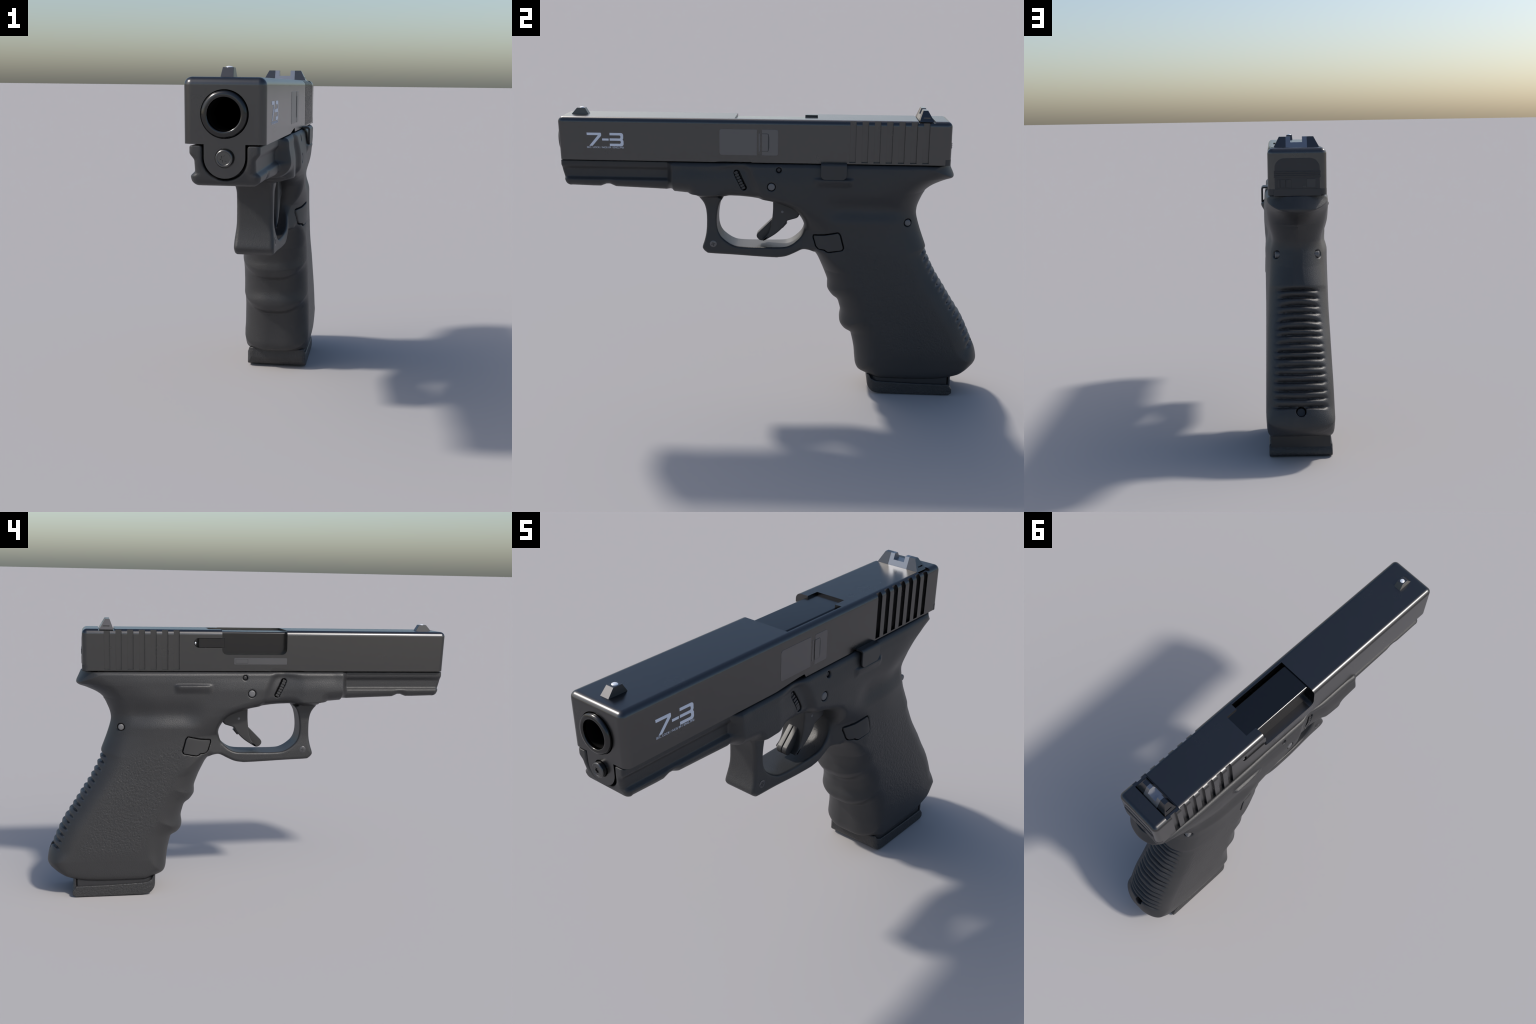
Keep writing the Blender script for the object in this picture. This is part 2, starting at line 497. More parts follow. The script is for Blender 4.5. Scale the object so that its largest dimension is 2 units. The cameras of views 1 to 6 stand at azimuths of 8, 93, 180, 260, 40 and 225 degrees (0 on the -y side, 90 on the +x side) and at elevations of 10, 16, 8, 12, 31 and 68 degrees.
def surface_nets(F, xs, ys, zs):
    s = F < 0
    cnt = np.zeros(tuple(n - 1 for n in F.shape), np.int8)
    sl = (slice(0, -1), slice(1, None))
    for a in (0, 1):
        for b in (0, 1):
            for c in (0, 1):
                cnt += s[sl[a], sl[b], sl[c]]
    I, J, K = np.nonzero((cnt > 0) & (cnt < 8))
    vid = np.full(cnt.shape, -1, np.int32)
    vid[I, J, K] = np.arange(len(I))
    acc = np.zeros((len(I), 3)); num = np.zeros(len(I))
    corners = [(a, b, c) for a in (0, 1) for b in (0, 1) for c in (0, 1)]
    val = {c: F[I + c[0], J + c[1], K + c[2]].astype(float) for c in corners}
    for c in corners:
        for ax in range(3):
            if c[ax]: continue
            d = list(c); d[ax] = 1; d = tuple(d)
            fa, fb = val[c], val[d]
            m = (fa < 0) != (fb < 0)
            t = np.where(m, fa / np.where(m, fa - fb, 1), 0)
            p = np.array(c, float)[None, :].repeat(len(I), 0)
            p[:, ax] += t
            acc[m] += p[m]; num[m] += 1
    loc = acc / num[:, None]
    V = np.stack([xs[0] + (I + loc[:, 0]) * H, ys[0] + (J + loc[:, 1]) * H, zs[0] + (K + loc[:, 2]) * H], 1)
    quads = []
    for ax in range(3):
        lo = [slice(None)] * 3; hi = [slice(None)] * 3
        lo[ax] = slice(0, -1); hi[ax] = slice(1, None)
        a, b = s[tuple(lo)], s[tuple(hi)]
        E = np.nonzero(a != b)
        flip = a[E]
        o1, o2 = [(1, 2), (2, 0), (0, 1)][ax]
        def at(d1, d2):
            q = [E[0].copy(), E[1].copy(), E[2].copy()]
            q[o1] -= d1; q[o2] -= d2
            return vid[q[0], q[1], q[2]]
        q = np.stack([at(1, 1), at(0, 1), at(0, 0), at(1, 0)], 1)
        q[~flip] = q[~flip][:, ::-1]
        quads.append(q)
    return V, np.concatenate(quads)

V, Q = surface_nets(F3, xs, ys, zs)
V[:, 0] *= 1.0
del F3, stack

# two gentle relaxation passes take the stair-steps out
def relax(V, Q, it, lam):
    e = np.concatenate([Q[:, [0, 1]], Q[:, [1, 2]], Q[:, [2, 3]], Q[:, [3, 0]]])
    n = len(V)
    deg = np.bincount(e[:, 0], minlength=n) + np.bincount(e[:, 1], minlength=n)
    for k in range(it):
        for l in (lam, -lam * 1.02):
            S = np.zeros_like(V)
            for c in range(3):
                S[:, c] = np.bincount(e[:, 0], V[e[:, 1], c], n) + np.bincount(e[:, 1], V[e[:, 0], c], n)
            V = V + l * (S / deg[:, None] - V)
    return V
V = relax(V, Q, 3, 0.5)

# whole-body vertex normals
P = V[Q]
fn = np.cross(P[:, 2] - P[:, 0], P[:, 3] - P[:, 1])
VN = np.zeros_like(V)
for c in range(4):
    for ax in range(3):
        VN[:, ax] += np.bincount(Q[:, c], fn[:, ax], len(V))
VN /= np.linalg.norm(VN, axis=1)[:, None] + 1e-12

cen = P.mean(1)
is_grip = (cen[:, 1] > 0.165) & (cen[:, 2] < 0.99 - 0.10 * (cen[:, 1] - 0.165))
is_guard = ~is_grip & (cen[:, 2] < 0.957) & (cen[:, 1] > -0.40) & (cen[:, 1] < 0.17)

def sub_mesh(name, mask):
    q = Q[mask]
    used, inv = np.unique(q, return_inverse=True)
    q = inv.reshape(q.shape)
    me = bpy.data.meshes.new(name)
    me.vertices.add(len(used)); me.loops.add(q.size); me.polygons.add(len(q))
    me.vertices.foreach_set("co", V[used].astype(np.float32).ravel())
    me.loops.foreach_set("vertex_index", q.astype(np.int32).ravel())
    me.polygons.foreach_set("loop_start", np.arange(0, q.size, 4, dtype=np.int32))
    me.update(calc_edges=True)
    me.validate()
    me.shade_smooth()
    me.normals_split_custom_set_from_vertices([tuple(v) for v in VN[used]])
    return link(name, me, M_poly)

frame = sub_mesh("frame", ~is_grip & ~is_guard)
grip = sub_mesh("grip", is_grip)
guard = sub_mesh("trigger_guard", is_guard)

# ---- magazine catch: plate following the flank, both sides
def flank_plate(name, poly, shrink, lift, depth, mat, sx, parent):
    c = np.mean(poly, 0)
    pts = []
    P0 = [np.array(p) for p in poly]
    dens = []
    for a, b in zip(P0, P0[1:] + P0[:1]):
        n = max(1, int(np.linalg.norm(b - a) / 0.008))
        dens += [a + (b - a) * k / n for k in range(n)]
    bm = bmesh.new()
    rings = []
    for f, dx in ((1.0, -depth), (1.0, -0.004), (0.985, -0.0012), (0.96, 0.0), (0.8, 0.0), (0.6, 0.0), (0.4, 0.0), (0.2, 0.0)):
        ring = []
        for p in dens:
            d = p - c
            pp = c + d * (f - shrink / np.linalg.norm(d))
            ring.append(bm.verts.new((sx * (side_x(*pp) + lift + dx), pp[0], pp[1])))
        rings.append(ring)
    cv = bm.verts.new((sx * (side_x(*c) + lift), c[0], c[1]))
    n = len(dens)
    for A, B in zip(rings[:-1], rings[1:]):
        for k in range(n):
            bm.faces.new((A[k], A[(k + 1) % n], B[(k + 1) % n], B[k]))
    for k in range(n):
        bm.faces.new((rings[-1][k], rings[-1][(k + 1) % n], cv))
    bmesh.ops.recalc_face_normals(bm, faces=bm.faces)
    return link(name, to_mesh(bm, name, 50), mat, parent)

for sx in (1, -1):
    flank_plate("magazine_catch", catch_poly, 0.0028, 0.003, 0.03, M_trim, sx, grip)

# ---- pins
def pin(name, y, z, r, out, mat, parent, x=None):
    for sx in (1, -1):
        xx = (side_x(y, z) if x is None else x) + out
        bm = bm_lathe([(-0.05, 0), (-0.05, r), (-0.003, r), (-0.0008, r - 0.002), (0, r - 0.0045), (0, 0)], (sx * xx, y, z), (sx, 0, 0), 32)
        link(name, to_mesh(bm, name), mat, parent)
pin("trigger_pin", *PIN_BIG, 0.0165, -0.001, M_pin, frame)
pin("locking_pin", *PIN_SMALL, 0.0105, -0.006, M_cap, frame)
pin("grip_pin", *PIN_GRIP, 0.0145, 0.003, M_pin, grip)

# lanyard hole floor
bm = bm_lathe([(0, 0), (0, 0.0165), (-0.01, 0.0165)], (0, 0.978 - 0.018, 0.232 - 0.0087), (0, 0.90, 0.436), 24)
link("lanyard_plug", to_mesh(bm, "lanyard_plug"), M_cap, grip)

# guard cross screw
for sx in (1, -1):
    bm = bm_lathe([(-0.01, 0), (-0.01, 0.0165), (0.0, 0.0165), (0.0012, 0.0145), (0.0012, 0)], (sx * (side_x(-0.277, 0.718)), -0.277, 0.718), (sx, 0, 0), 32)
    sc = link("guard_screw", to_mesh(bm, "guard_screw"), M_panel, guard)
    bm = bmesh.new()
    for rot in (0, math.pi / 2):
        b2 = bm_box(-0.0005, 0.0008, -0.0095, 0.0095, -0.0022, 0.0022)
        bmesh.ops.rotate(b2, verts=b2.verts, matrix=Matrix.Rotation(rot + 0.2, 3, 'X'))
        bmesh.ops.translate(b2, verts=b2.verts, vec=(sx * (side_x(-0.277, 0.718) + 0.0012 + (0.0002 if rot else 0)), -0.277, 0.718))
        tmp = bpy.data.meshes.new("t"); b2.to_mesh(tmp); b2.free(); bm.from_mesh(tmp); bpy.data.meshes.remove(tmp)
    link("screw_recess", to_mesh(bm, "screw_recess"), M_panel_dark, sc)

# ---- take-down catch: ribbed bar in its slanted slot
sa, sb = np.array(SLOT_A), np.array(SLOT_B)
for sx in (1, -1):
    bm = bmesh.new()
    dirv = (sb - sa) / np.linalg.norm(sb - sa)
    perp = np.array((-dirv[1], dirv[0]))
    nr = 7
    for k in range(nr):
        t = (k + 0.5) / nr
        c = sa - dirv * 0.009 + (sb - sa + dirv * 0.018) * t
        hl = 0.0054; hw = 0.0090
        arc = 0.006 * (2 * t - 1) ** 2
        xo = side_x(c[0], c[1]) + 0.001 - arc
        quad = [c - dirv * hl - perp * hw, c + dirv * hl - perp * hw, c + dirv * hl + perp * hw, c - dirv * hl + perp * hw]
        # shift the bar to the front wall of its slot
        quad = [p + np.array((-0.003, -0.001)) for p in quad]
        b2 = bm_prism([tuple(p) for p in quad], sx * 0.09, sx * xo, "x", bevel=0.0015, seg=2)
        tmp = bpy.data.meshes.new("t"); b2.to_mesh(tmp); b2.free(); bm.from_mesh(tmp); bpy.data.meshes.remove(tmp)
    core = [tuple(p + np.array((-0.003, -0.001))) for p in (sa - perp * 0.006, sb - perp * 0.006, sb + perp * 0.006, sa + perp * 0.006)]
    b2 = bm_prism(core, sx * 0.09, sx * (side_x(*(0.5 * (sa + sb))) - 0.008), "x")
    tmp = bpy.data.meshes.new("t"); b2.to_mesh(tmp); b2.free(); bm.from_mesh(tmp); bpy.data.meshes.remove(tmp)
    link("takedown_catch", to_mesh(bm, "takedown_catch"), M_trim, frame)

# ---- dark filler block closing the see-through seam between slide and frame
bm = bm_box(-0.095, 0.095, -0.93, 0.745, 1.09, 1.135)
link("dark_seam_filler", to_mesh(bm, "dark_seam_filler"), M_dark, frame)

# ================================================================== SLIDE
SX = 0.1241
SF_T, SF_B = -0.9875, -0.9805      # front face leans
SR = 0.8145
ZB, ZT = 1.1205, 1.3175
bm = bmesh.new()
bmesh.ops.create_cube(bm, size=1.0)
for v in bm.verts:
    z = ZT if v.co.z > 0 else ZB
    y = (SF_T if v.co.z > 0 else SF_B) if v.co.y < 0 else SR
    v.co = Vector((SX if v.co.x > 0 else -SX, y, z))
es = [e for e in bm.edges if not all(v.co.z < 1.2 for v in e.verts)]
bmesh.ops.bevel(bm, geom=es, offset=0.0245, segments=8, profile=0.5, affect='EDGES')
slide = link("slide", to_mesh(bm, "slide"), M_slide)

# guide-rod lug below the muzzle, flush with the leaning front face
slope_f = (SF_B - SF_T) / (ZT - ZB)
lug = [(-0.0625, 1.19)] + [(0.0625 * math.cos(t), 1.0815 + 0.0625 * math.sin(t)) for t in np.linspace(math.pi, 2 * math.pi, 25)] + [(0.0625, 1.19)]
bm = bm_prism(lug, -1.0, -0.90, "y")
for v in bm.verts:
    if v.co.y < -0.95:
        v.co.y = SF_T + (ZT - v.co.z) * slope_f
boolean(slide, bm, "UNION")

# serrations
bm = bmesh.new()
for i in range(7):
    y0 = 0.3530 + 0.0551 * i
    for sx in (1, -1):
        bm_box(min(sx * 0.1115, sx * 0.15), max(sx * 0.1115, sx * 0.15), y0, y0 + 0.0288, 1.1265, 1.36, bm=bm)
boolean(slide, bm)
# ejection port open to the top and the left flank
port = rounded([(-0.1735, 1.199, 0.028), (0.1475, 1.199, 0.026), (0.1475, 1.36, 0), (-0.1735, 1.36, 0)], 8)
bm = bm_prism(port, -0.16, 0.0965, "x")
boolean(slide, bm)
boolean(slide, bm_box(-0.0655, 0.0655, 0.13, 0.2065, 1.285, 1.36))
# extractor slot
ext = [(0.12, 1.2325), (0.12, 1.2795)] + [(0.2605 + 0.0235 * math.cos(t), 1.256 + 0.0235 * math.sin(t)) for t in np.linspace(math.pi / 2, -math.pi / 2, 13)]
boolean(slide, bm_prism(ext, -0.16, -0.06, "x"))
# dovetail channel of the rear sight
boolean(slide, bm_prism([(0.660, 1.3095), (0.7375, 1.3095), (0.7345, 1.34), (0.663, 1.34)], -0.2, 0.2, "x"))
# muzzle and rod openings
boolean(slide, bm_lathe([(-1.05, 0), (-1.05, 0.0725), (-0.24, 0.0725), (-0.24, 0)], (0, 0, 1.2095), (0, 1, 0), 64))
boolean(slide, bm_lathe([(-1.05, 0), (-1.05, 0.0300), (-0.965, 0.0300), (-0.965, 0)], (0.001, 0, 1.080), (0, 1, 0), 48))
# dismantling notches in the lower edge, stepped front of the lower edge
bm = bmesh.new()
for sx in (1, -1):
    x0, x1 = sorted((sx * 0.109, sx * 0.15))
    bm_prism([(-0.275, 1.1195), (-0.135, 1.1335), (-0.101, 1.1345), (-0.092, 1.1195), (-0.092, 1.10), (-0.275, 1.10)], x0, x1, "x", bm=bm)
boolean(slide, bm)
finish(slide.data, 30)
slide.data.materials.clear(); slide.data.materials.append(M_slide)

# barrel muzzle ring
prof = [(-0.25, 0.050), (-0.985, 0.0485), (-0.9965, 0.0495), (-0.9990, 0.0515), (-1.0000, 0.0545), (-1.0000, 0.0590), (-0.9985, 0.0645), (-0.9945, 0.0685), (-0.988, 0.0700), (-0.25, 0.0700)]
bm = bm_lathe(prof, (0, 0, 1.2095), (0, 1, 0), 72)
barrel = link("barrel", to_mesh(bm, "barrel", 60), M_barrel)
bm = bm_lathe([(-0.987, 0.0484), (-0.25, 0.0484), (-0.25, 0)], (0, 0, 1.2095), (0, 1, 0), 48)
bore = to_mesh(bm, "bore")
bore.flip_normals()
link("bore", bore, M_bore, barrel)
# chamber block in the port
bm = bm_box(-0.080, 0.080, -0.20, 0.23, 1.16, 1.3085, 0.010, 4)
link("chamber_block", to_mesh(bm, "chamber_block"), M_barrel, barrel)

# guide rod with star recess
RO = Vector((0.001, -0.9975, 1.080))
bm = bm_lathe([(-0.03, 0.0265), (-0.0035, 0.0265), (-0.0015, 0.0255), (0, 0.0235), (0.0, 0.0205), (-0.0012, 0.0190), (-0.0012, 0)], RO, (0, -1, 0), 40)
rod = link("guide_rod", to_mesh(bm, "guide_rod", 25), M_rod, slide)
star = []
for k in range(12):
    r = 0.0125 if k % 2 == 0 else 0.0070
    star.append((RO.x + r * math.cos(math.pi * k / 6 + 0.25), RO.z + r * math.sin(math.pi * k / 6 + 0.25)))
boolean(rod, bm_prism(star, -1.02, -0.9925, "y"))
finish(rod.data, 25)
rod.data.materials.clear(); rod.data.materials.append(M_rod)

# extractor and loaded-chamber ball
bm = bm_box(-0.1195, -0.07, 0.135, 0.2600, 1.2335, 1.2785, 0.001, 1)
link("extractor", to_mesh(bm, "extractor"), M_barrel, slide)
bm = bmesh.new()
bmesh.ops.create_uvsphere(bm, u_segments=24, v_segments=16, radius=0.0095)
bmesh.ops.scale(bm, verts=bm.verts, vec=(1, 0.8, 1.1))
bmesh.ops.translate(bm, verts=bm.verts, vec=(-0.1125, 0.2770, 1.2535))
link("plunger_ball", to_mesh(bm, "plunger_ball"), M_chrome, slide)

# ---- rear face
rear_plate = rounded([(-0.0945, 1.147, 0), (0.0945, 1.147, 0), (0.0945, 1.275, 0.042), (-0.0945, 1.275, 0.042)], 10)
bm = bm_prism(rear_plate, SR - 0.02, SR + 0.0015, "y", bevel=0.0007, seg=1)
plate = link("end_plate", to_mesh(bm, "end_plate"), M_cap, slide)
bm = bm_box(-0.0975, 0.0975, SR - 0.01, SR + 0.0022, 1.1935, 1.2225, 0.0005, 1)
band = link("ribbed_band", to_mesh(bm, "ribbed_band"), M_cap, plate)
for zz in (1.2005, 1.2085, 1.2165):
    bm = bm_box(-0.0945, 0.0945, SR, SR + 0.0044, zz - 0.0024, zz + 0.0024, 0.0012, 2)
    link("rib", to_mesh(bm, "rib"), M_cap, band)
for x0, x1, z0, z1, mt in ((0.0730, 0.0830, 1.1515, 1.186, M_cap), (0.0495, 0.0715, 1.1515, 1.186, M_cap), (0.0240, 0.0480, 1.1515, 1.186, M_cap),
                           (-0.0765, -0.0400, 1.1515, 1.188, M_block), (-0.0390, -0.0220, 1.1515, 1.161, M_block)):
    bm = bm_box(x0, x1, SR, SR + 0.0030, z0, z1, 0.0008, 1)
    link("plate_block", to_mesh(bm, "plate_block"), mt, plate)
cplan = rounded([(-SX - 0.0004, 0.788, 0), (SX + 0.0004, 0.788, 0), (SX + 0.0004, SR + 0.0004, 0.0245), (-SX - 0.0004, SR + 0.0004, 0.0245)], 8)
bm = bm_prism(cplan, 1.1200, 1.1465, "z")
cap = link("rear_corner_block", to_mesh(bm, "rear_corner_block"), M_cap, slide)
bm = bm_box(-0.1000, 0.1000, 0.76, SR + 0.0012, 1.1165, 1.1470, 0.0010, 2)
link("rear_strip", to_mesh(bm, "rear_strip"), M_cap, slide)

# ---- sights
def frustum(x0, x1, yb, yt, zb, zt, xt0=None, xt1=None):
    xt0 = x0 if xt0 is None else xt0; xt1 = x1 if xt1 is None else xt1
    bm = bmesh.new()
    lo = [bm.verts.new(p) for p in ((x0, yb[0], zb), (x1, yb[0], zb), (x1, yb[1], zb), (x0, yb[1], zb))]
    hi = [bm.verts.new(p) for p in ((xt0, yt[0], zt), (xt1, yt[0], zt), (xt1, yt[1], zt), (xt0, yt[1], zt))]
    bm.faces.new(lo[::-1]); bm.faces.new(hi)
    for i in range(4):
        bm.faces.new((lo[i], lo[(i + 1) % 4], hi[(i + 1) % 4], hi[i]))
    return bm

bm = frustum(-0.0195, 0.0195, (-0.9445, -0.8625), (-0.9175, -0.8805), ZT - 0.002, 1.3465, -0.0165, 0.0165)
bmesh.ops.bevel(bm, geom=list(bm.edges), offset=0.0008, segments=1, affect='EDGES')
fs = link("front_sight", to_mesh(bm, "front_sight", 20), M_front_sight, slide)
bm = bmesh.new()
bmesh.ops.create_uvsphere(bm, u_segments=24, v_segments=12, radius=0.0115)
bmesh.ops.scale(bm, verts=bm.verts, vec=(1, 1, 0.42))
bmesh.ops.translate(bm, verts=bm.verts, vec=(0, -0.8975, 1.3458))
link("sight_dot", to_mesh(bm, "sight_dot"), M_dot, fs)

bm = frustum(-0.0995, 0.0995, (0.6655, 0.7330), (0.6835, 0.7045), 1.3135, 1.3625, -0.0735, 0.0735)
rs = link("rear_sight", to_mesh(bm, "rear_sight"), M_sight, slide)
boolean(rs, bm_box(-0.0455, 0.0455, 0.60, 0.80, 1.30, 1.40))
bm = bmesh.new()
for sx in (1, -1):
    # slot low on each end face
    x0, x1 = sorted((sx * 0.0865, sx * 0.12))
    bm_box(x0, x1, 0.684, 0.716, 1.3275, 1.3325, bm=bm)
boolean(rs, bm)
finish(rs.data, 20)
rs.data.materials.clear(); rs.data.materials.append(M_sight)
bm = frustum(-0.0453, 0.0453, (0.6655, 0.7330), (0.6835, 0.7045), 1.3135, 1.3625)
ctr = link("sight_notch_piece", to_mesh(bm, "sight_notch_piece"), M_sight_pale, rs)
boolean(ctr, bm_box(-0.0255, 0.0255, 0.60, 0.80, 1.3385, 1.40))
finish(ctr.data, 20)
ctr.data.materials.clear(); ctr.data.materials.append(M_sight_pale)

# ---- flank plates of the slide
def flat(name, pts, x0, x1, mat, parent, bev=0.0004):
    bm = bm_prism(pts, x0, x1, "x", bevel=bev, seg=1)
    return link(name, to_mesh(bm, name), mat, parent)
XP = SX + 0.0008
big = flat("grey_panel", rounded([(-0.2400, 1.1535, 0.011), (-0.0690, 1.1535, 0), (-0.0690, 1.2725, 0), (-0.2400, 1.2725, 0.011)]), SX - 0.004, XP, M_panel, slide)
small = flat("grey_panel", rounded([(-0.0460, 1.1535, 0), (0.0280, 1.1535, 0.009), (0.0280, 1.2725, 0.009), (-0.0460, 1.2725, 0)]), SX - 0.004, XP, M_panel, slide)
flat("panel_strip", [(-0.0610, 1.171), (-0.0545, 1.171), (-0.0545, 1.254), (-0.0610, 1.254)], SX - 0.004, XP, M_panel, slide)
flat("panel_tab_line", rounded([(-0.046, 1.1725, 0), (-0.0165, 1.1725, 0.005), (-0.0125, 1.19, 0), (-0.0125, 1.237, 0), (-0.0165, 1.254, 0.005), (-0.046, 1.254, 0)], 4), SX - 0.003, XP + 0.0005, M_panel_dark, small)
flat("panel_tab", rounded([(-0.046, 1.1740, 0), (-0.0180, 1.1740, 0.005), (-0.0180, 1.2525, 0.005), (-0.046, 1.2525, 0)], 4), SX - 0.003, XP + 0.0010, M_panel, small)
lab = flat("serial_plate", rounded([(-0.1745, 1.1525, 0.004), (0.0880, 1.1525, 0.002), (0.0880, 1.1840, 0.002), (-0.1745, 1.1840, 0.004)], 3), -SX + 0.004, -XP, M_panel, slide)
flat("serial_plate_line", [(0.0195, 1.158), (0.0805, 1.158), (0.0805, 1.179), (0.0195, 1.179)], -SX + 0.003, -XP - 0.0004, M_panel_dark, lab)
flat("serial_plate_tab", [(0.0210, 1.1595), (0.0790, 1.1595), (0.0790, 1.1775), (0.0210, 1.1775)], -SX + 0.003, -XP - 0.0008, M_panel, lab)

# ---- markings
XM0, XM1 = SX - 0.002, SX + 0.0007
def mark(pts, corners=None):
    flat("marking", pts, XM0, XM1, M_paint, slide, 0)
mark(rounded([(-0.8515, 1.2465, 0), (-0.8500, 1.2355, 0), (-0.7985, 1.2355, 0), (-0.8405, 1.1860, 0), (-0.8255, 1.1860, 0),
              (-0.7840, 1.2330, 0.006), (-0.7840, 1.2465, 0.004)], 4))
mark([(-0.7800, 1.2110), (-0.7500, 1.2110), (-0.7500, 1.2205), (-0.7800, 1.2205)])
three = [(-0.7450, 1.2465)] + [(-0.6925 + 0.010 * math.sin(t), 1.2365 + 0.010 * math.cos(t)) for t in np.linspace(0, math.pi / 2, 5)]
three += [(-0.6825, 1.2225), (-0.6855, 1.2165), (-0.6815, 1.2100)]
three += [(-0.6915 + 0.010 * math.cos(t), 1.1960 - 0.010 * math.sin(t)) for t in np.linspace(0, math.pi / 2, 5)]
three += [(-0.7450, 1.1860), (-0.7450, 1.1970), (-0.6980, 1.1970), (-0.6940, 1.2010), (-0.6940, 1.2075), (-0.6975, 1.2110), (-0.7450, 1.2110), (-0.7450, 1.2215),
          (-0.6980, 1.2215), (-0.6950, 1.2250), (-0.6950, 1.2320), (-0.6985, 1.2355), (-0.7450, 1.2355)]
mark(three)

tc = bpy.data.curves.new("small_writing", "FONT")
tc.body = "SEC. LOCK / NOS 09 / ENG.7PSI"
tc.size = 0.010
tc.extrude = 0.0004
to = bpy.data.objects.new("small_writing", tc)
bpy.context.collection.objects.link(to)
dg = bpy.context.evaluated_depsgraph_get()
me = bpy.data.meshes.new_from_object(to.evaluated_get(dg))
bpy.data.objects.remove(to)
co = np.empty(len(me.vertices) * 3, np.float32); me.vertices.foreach_get("co", co); co = co.reshape(-1, 3)
lo, hi = co.min(0), co.max(0)
out = np.empty_like(co)
out[:, 1] = -0.8515 + (co[:, 0] - lo[0]) / (hi[0] - lo[0]) * 0.1700
out[:, 2] = 1.1757 + (co[:, 1] - lo[1]) / (hi[1] - lo[1]) * 0.0080
out[:, 0] = XM0 + 0.0015 + (co[:, 2] - lo[2]) / (hi[2] - lo[2]) * 0.0012
me.vertices.foreach_set("co", out.ravel()); me.update()
link("small_writing", me, M_paint, slide)

# ---- slide stop lever (right flank only)
lev = rounded([(0.2255, 1.0515, 0.020), (0.3430, 1.0515, 0.020), (0.3430, 1.1150, 0), (0.2255, 1.1150, 0)], 6)
bm = bm_prism(lev, 0.1495, 0.1575, "x", bevel=0.002, seg=3)
stop = link("slide_stop", to_mesh(bm, "slide_stop"), M_trim, frame)
arc = [(0.1575 - 0.012 + 0.012 * math.cos(t), 1.1135 + 0.012 * math.sin(t)) for t in np.linspace(0, math.pi / 2, 7)]
arc += [(0.118, 1.1255), (0.118, 1.1185)] + [(0.1455 + 0.004 * math.cos(t), 1.1135 + 0.004 * math.sin(t)) for t in np.linspace(math.pi / 2, 0, 5)]
bm = bm_prism(arc, 0.2255, 0.3430, "y", bevel=0.001, seg=1)
link("slide_stop_bend", to_mesh(bm, "slide_stop_bend"), M_trim, stop)

# ================================================================== TRIGGER
trig = spline([(0.004, 0.985), (0.004, 0.930), (0.004, 0.880), (0.000, 0.835), (-0.008, 0.792), (-0.022, 0.760), (-0.046, 0.734)], 4)
trig += spline([(-0.042, 0.7305), (-0.026, 0.738), (0.016, 0.765), (0.045, 0.791), (0.060, 0.810), (0.0735, 0.832)], 3)
trig += [np.array(p) for p in ((0.116, 0.845), (0.124, 0.851), (0.128, 0.860), (0.130, 0.880), (0.110, 0.930), (0.080, 0.985))]
bm = bm_prism([tuple(p) for p in trig], -0.054, 0.054, "x", bevel=0.007, seg=3)
trigger = link("trigger", to_mesh(bm, "trigger", 40), M_trim)
lever = [(0.02, 0.86), (0.006, 0.838), (-0.0075, 0.8255)] + [tuple(p) for p in spline([(-0.067, 0.7655), (-0.0735, 0.7545), (-0.0725, 0.742), (-0.062, 0.730), (-0.050, 0.7255)], 3)] + [(-0.03, 0.745), (0.02, 0.79)]
bm = bm_prism(lever, -0.0240, -0.0012, "x", bevel=0.003, seg=2)
link("trigger_blade", to_mesh(bm, "trigger_blade", 40), M_trim, trigger)
bm = bm_prism(lever, 0.0012, 0.0240, "x", bevel=0.003, seg=2)
link("trigger_blade", to_mesh(bm, "trigger_blade", 40), M_trim, trigger)
bm = bm_prism([(0.040, 0.800), (0.050, 0.787), (0.071, 0.812), (0.066, 0.816), (0.072, 0.830), (0.055, 0.835)], -0.016, 0.016, "x", bevel=0.001, seg=1)
link("trigger_stop", to_mesh(bm, "trigger_stop"), M_cap, trigger)
for sx in (1, -1):
    bm = bm_lathe([(-0.01, 0), (-0.01, 0.0062), (0.0, 0.0062), (0.0008, 0.0050), (0.0008, 0)], (sx * 0.054, 0.049, 0.8755), (sx, 0, 0), 20)
    link("trigger_axle", to_mesh(bm, "trigger_axle"), M_pin, trigger)

# ================================================================== MAGAZINE
mag_sec = rounded([(-0.126, 0.478, 0.045), (0.126, 0.478, 0.045), (0.126, 0.858, 0.008), (-0.126, 0.858, 0.008)], 6)
bm = bm_prism(mag_sec, 0.03, 0.128, "z")
mag = link("magazine", to_mesh(bm, "magazine"), M_cap)
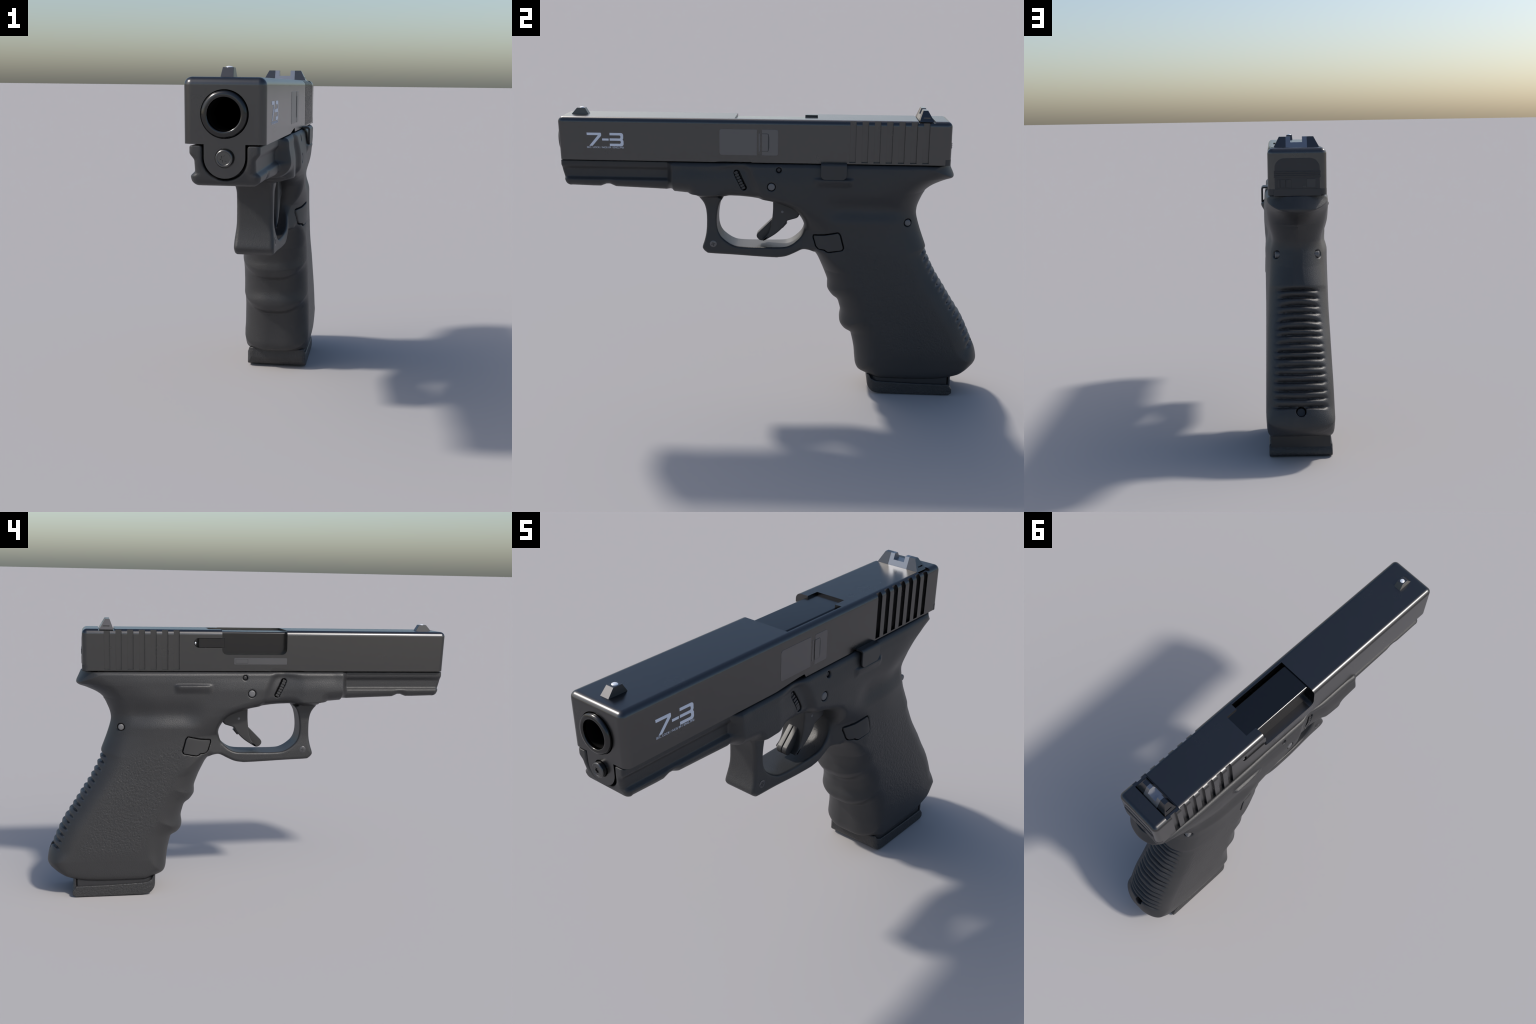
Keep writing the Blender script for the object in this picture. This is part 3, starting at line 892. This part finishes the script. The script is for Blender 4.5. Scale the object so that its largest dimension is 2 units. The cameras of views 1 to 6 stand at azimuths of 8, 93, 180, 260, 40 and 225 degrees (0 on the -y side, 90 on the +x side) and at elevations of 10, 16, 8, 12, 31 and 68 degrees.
# floor plate: rounded toe, chamfered heel
side = [(0.471, 0.0700)] + [tuple(p) for p in spline([(0.471, 0.052), (0.476, 0.034), (0.488, 0.017), (0.506, 0.007), (0.535, 0.002)], 4)] + \
       [(0.700, 0.0005), (0.866, 0.0), (0.880, 0.010), (0.879, 0.030), (0.862, 0.0535), (0.700, 0.0560), (0.56, 0.0610), (0.515, 0.0640), (0.490, 0.0760), (0.482, 0.0930), (0.470, 0.0930)]
plan = rounded([(-0.1360, 0.4695, 0.034), (0.1360, 0.4695, 0.034), (0.1360, 0.90, 0), (-0.1360, 0.90, 0)], 8)
base = link("floor_plate", to_mesh(bm_prism(plan, 0.0, 0.12, "z"), "floor_plate"), M_base, mag)
boolean(base, bm_prism(side, -0.2, 0.2, "x"), "INTERSECT")
bm = bmesh.new(); bm.from_mesh(base.data)
bmesh.ops.remove_doubles(bm, verts=bm.verts, dist=0.0004)
bm.normal_update()
es = [e for e in bm.edges if len(e.link_faces) == 2 and e.calc_face_angle(0) > math.radians(50)]
bmesh.ops.bevel(bm, geom=es, offset=0.0045, segments=3, profile=0.5, affect='EDGES')
base.data = to_mesh(bm, "floor_plate", 40)
base.data.materials.append(M_base)
for v in base.data.vertices:
    v.co.z = max(v.co.z, 0.0)
bm = bm_box(-0.128, 0.128, 0.8605, 0.8700, 0.03, 0.10, 0.0015, 2)
link("magazine_spine", to_mesh(bm, "magazine_spine"), M_cap, mag)

# flats stay flat in shading: face-area weighted normals on everything but the moulded skin
dg = None
for ob in list(bpy.data.objects):
    if ob.type != "MESH" or ob in (frame, grip, guard):
        continue
    md = ob.modifiers.new("flats", "WEIGHTED_NORMAL")
    md.mode = "FACE_AREA"
    md.keep_sharp = True
bpy.context.view_layer.update()
dg = bpy.context.evaluated_depsgraph_get()
for ob in list(bpy.data.objects):
    if ob.type == "MESH" and len(ob.modifiers):
        me = bpy.data.meshes.new_from_object(ob.evaluated_get(dg))
        me.name = ob.data.name
        ob.modifiers.clear()
        ob.data = me
bpy.context.view_layer.update()
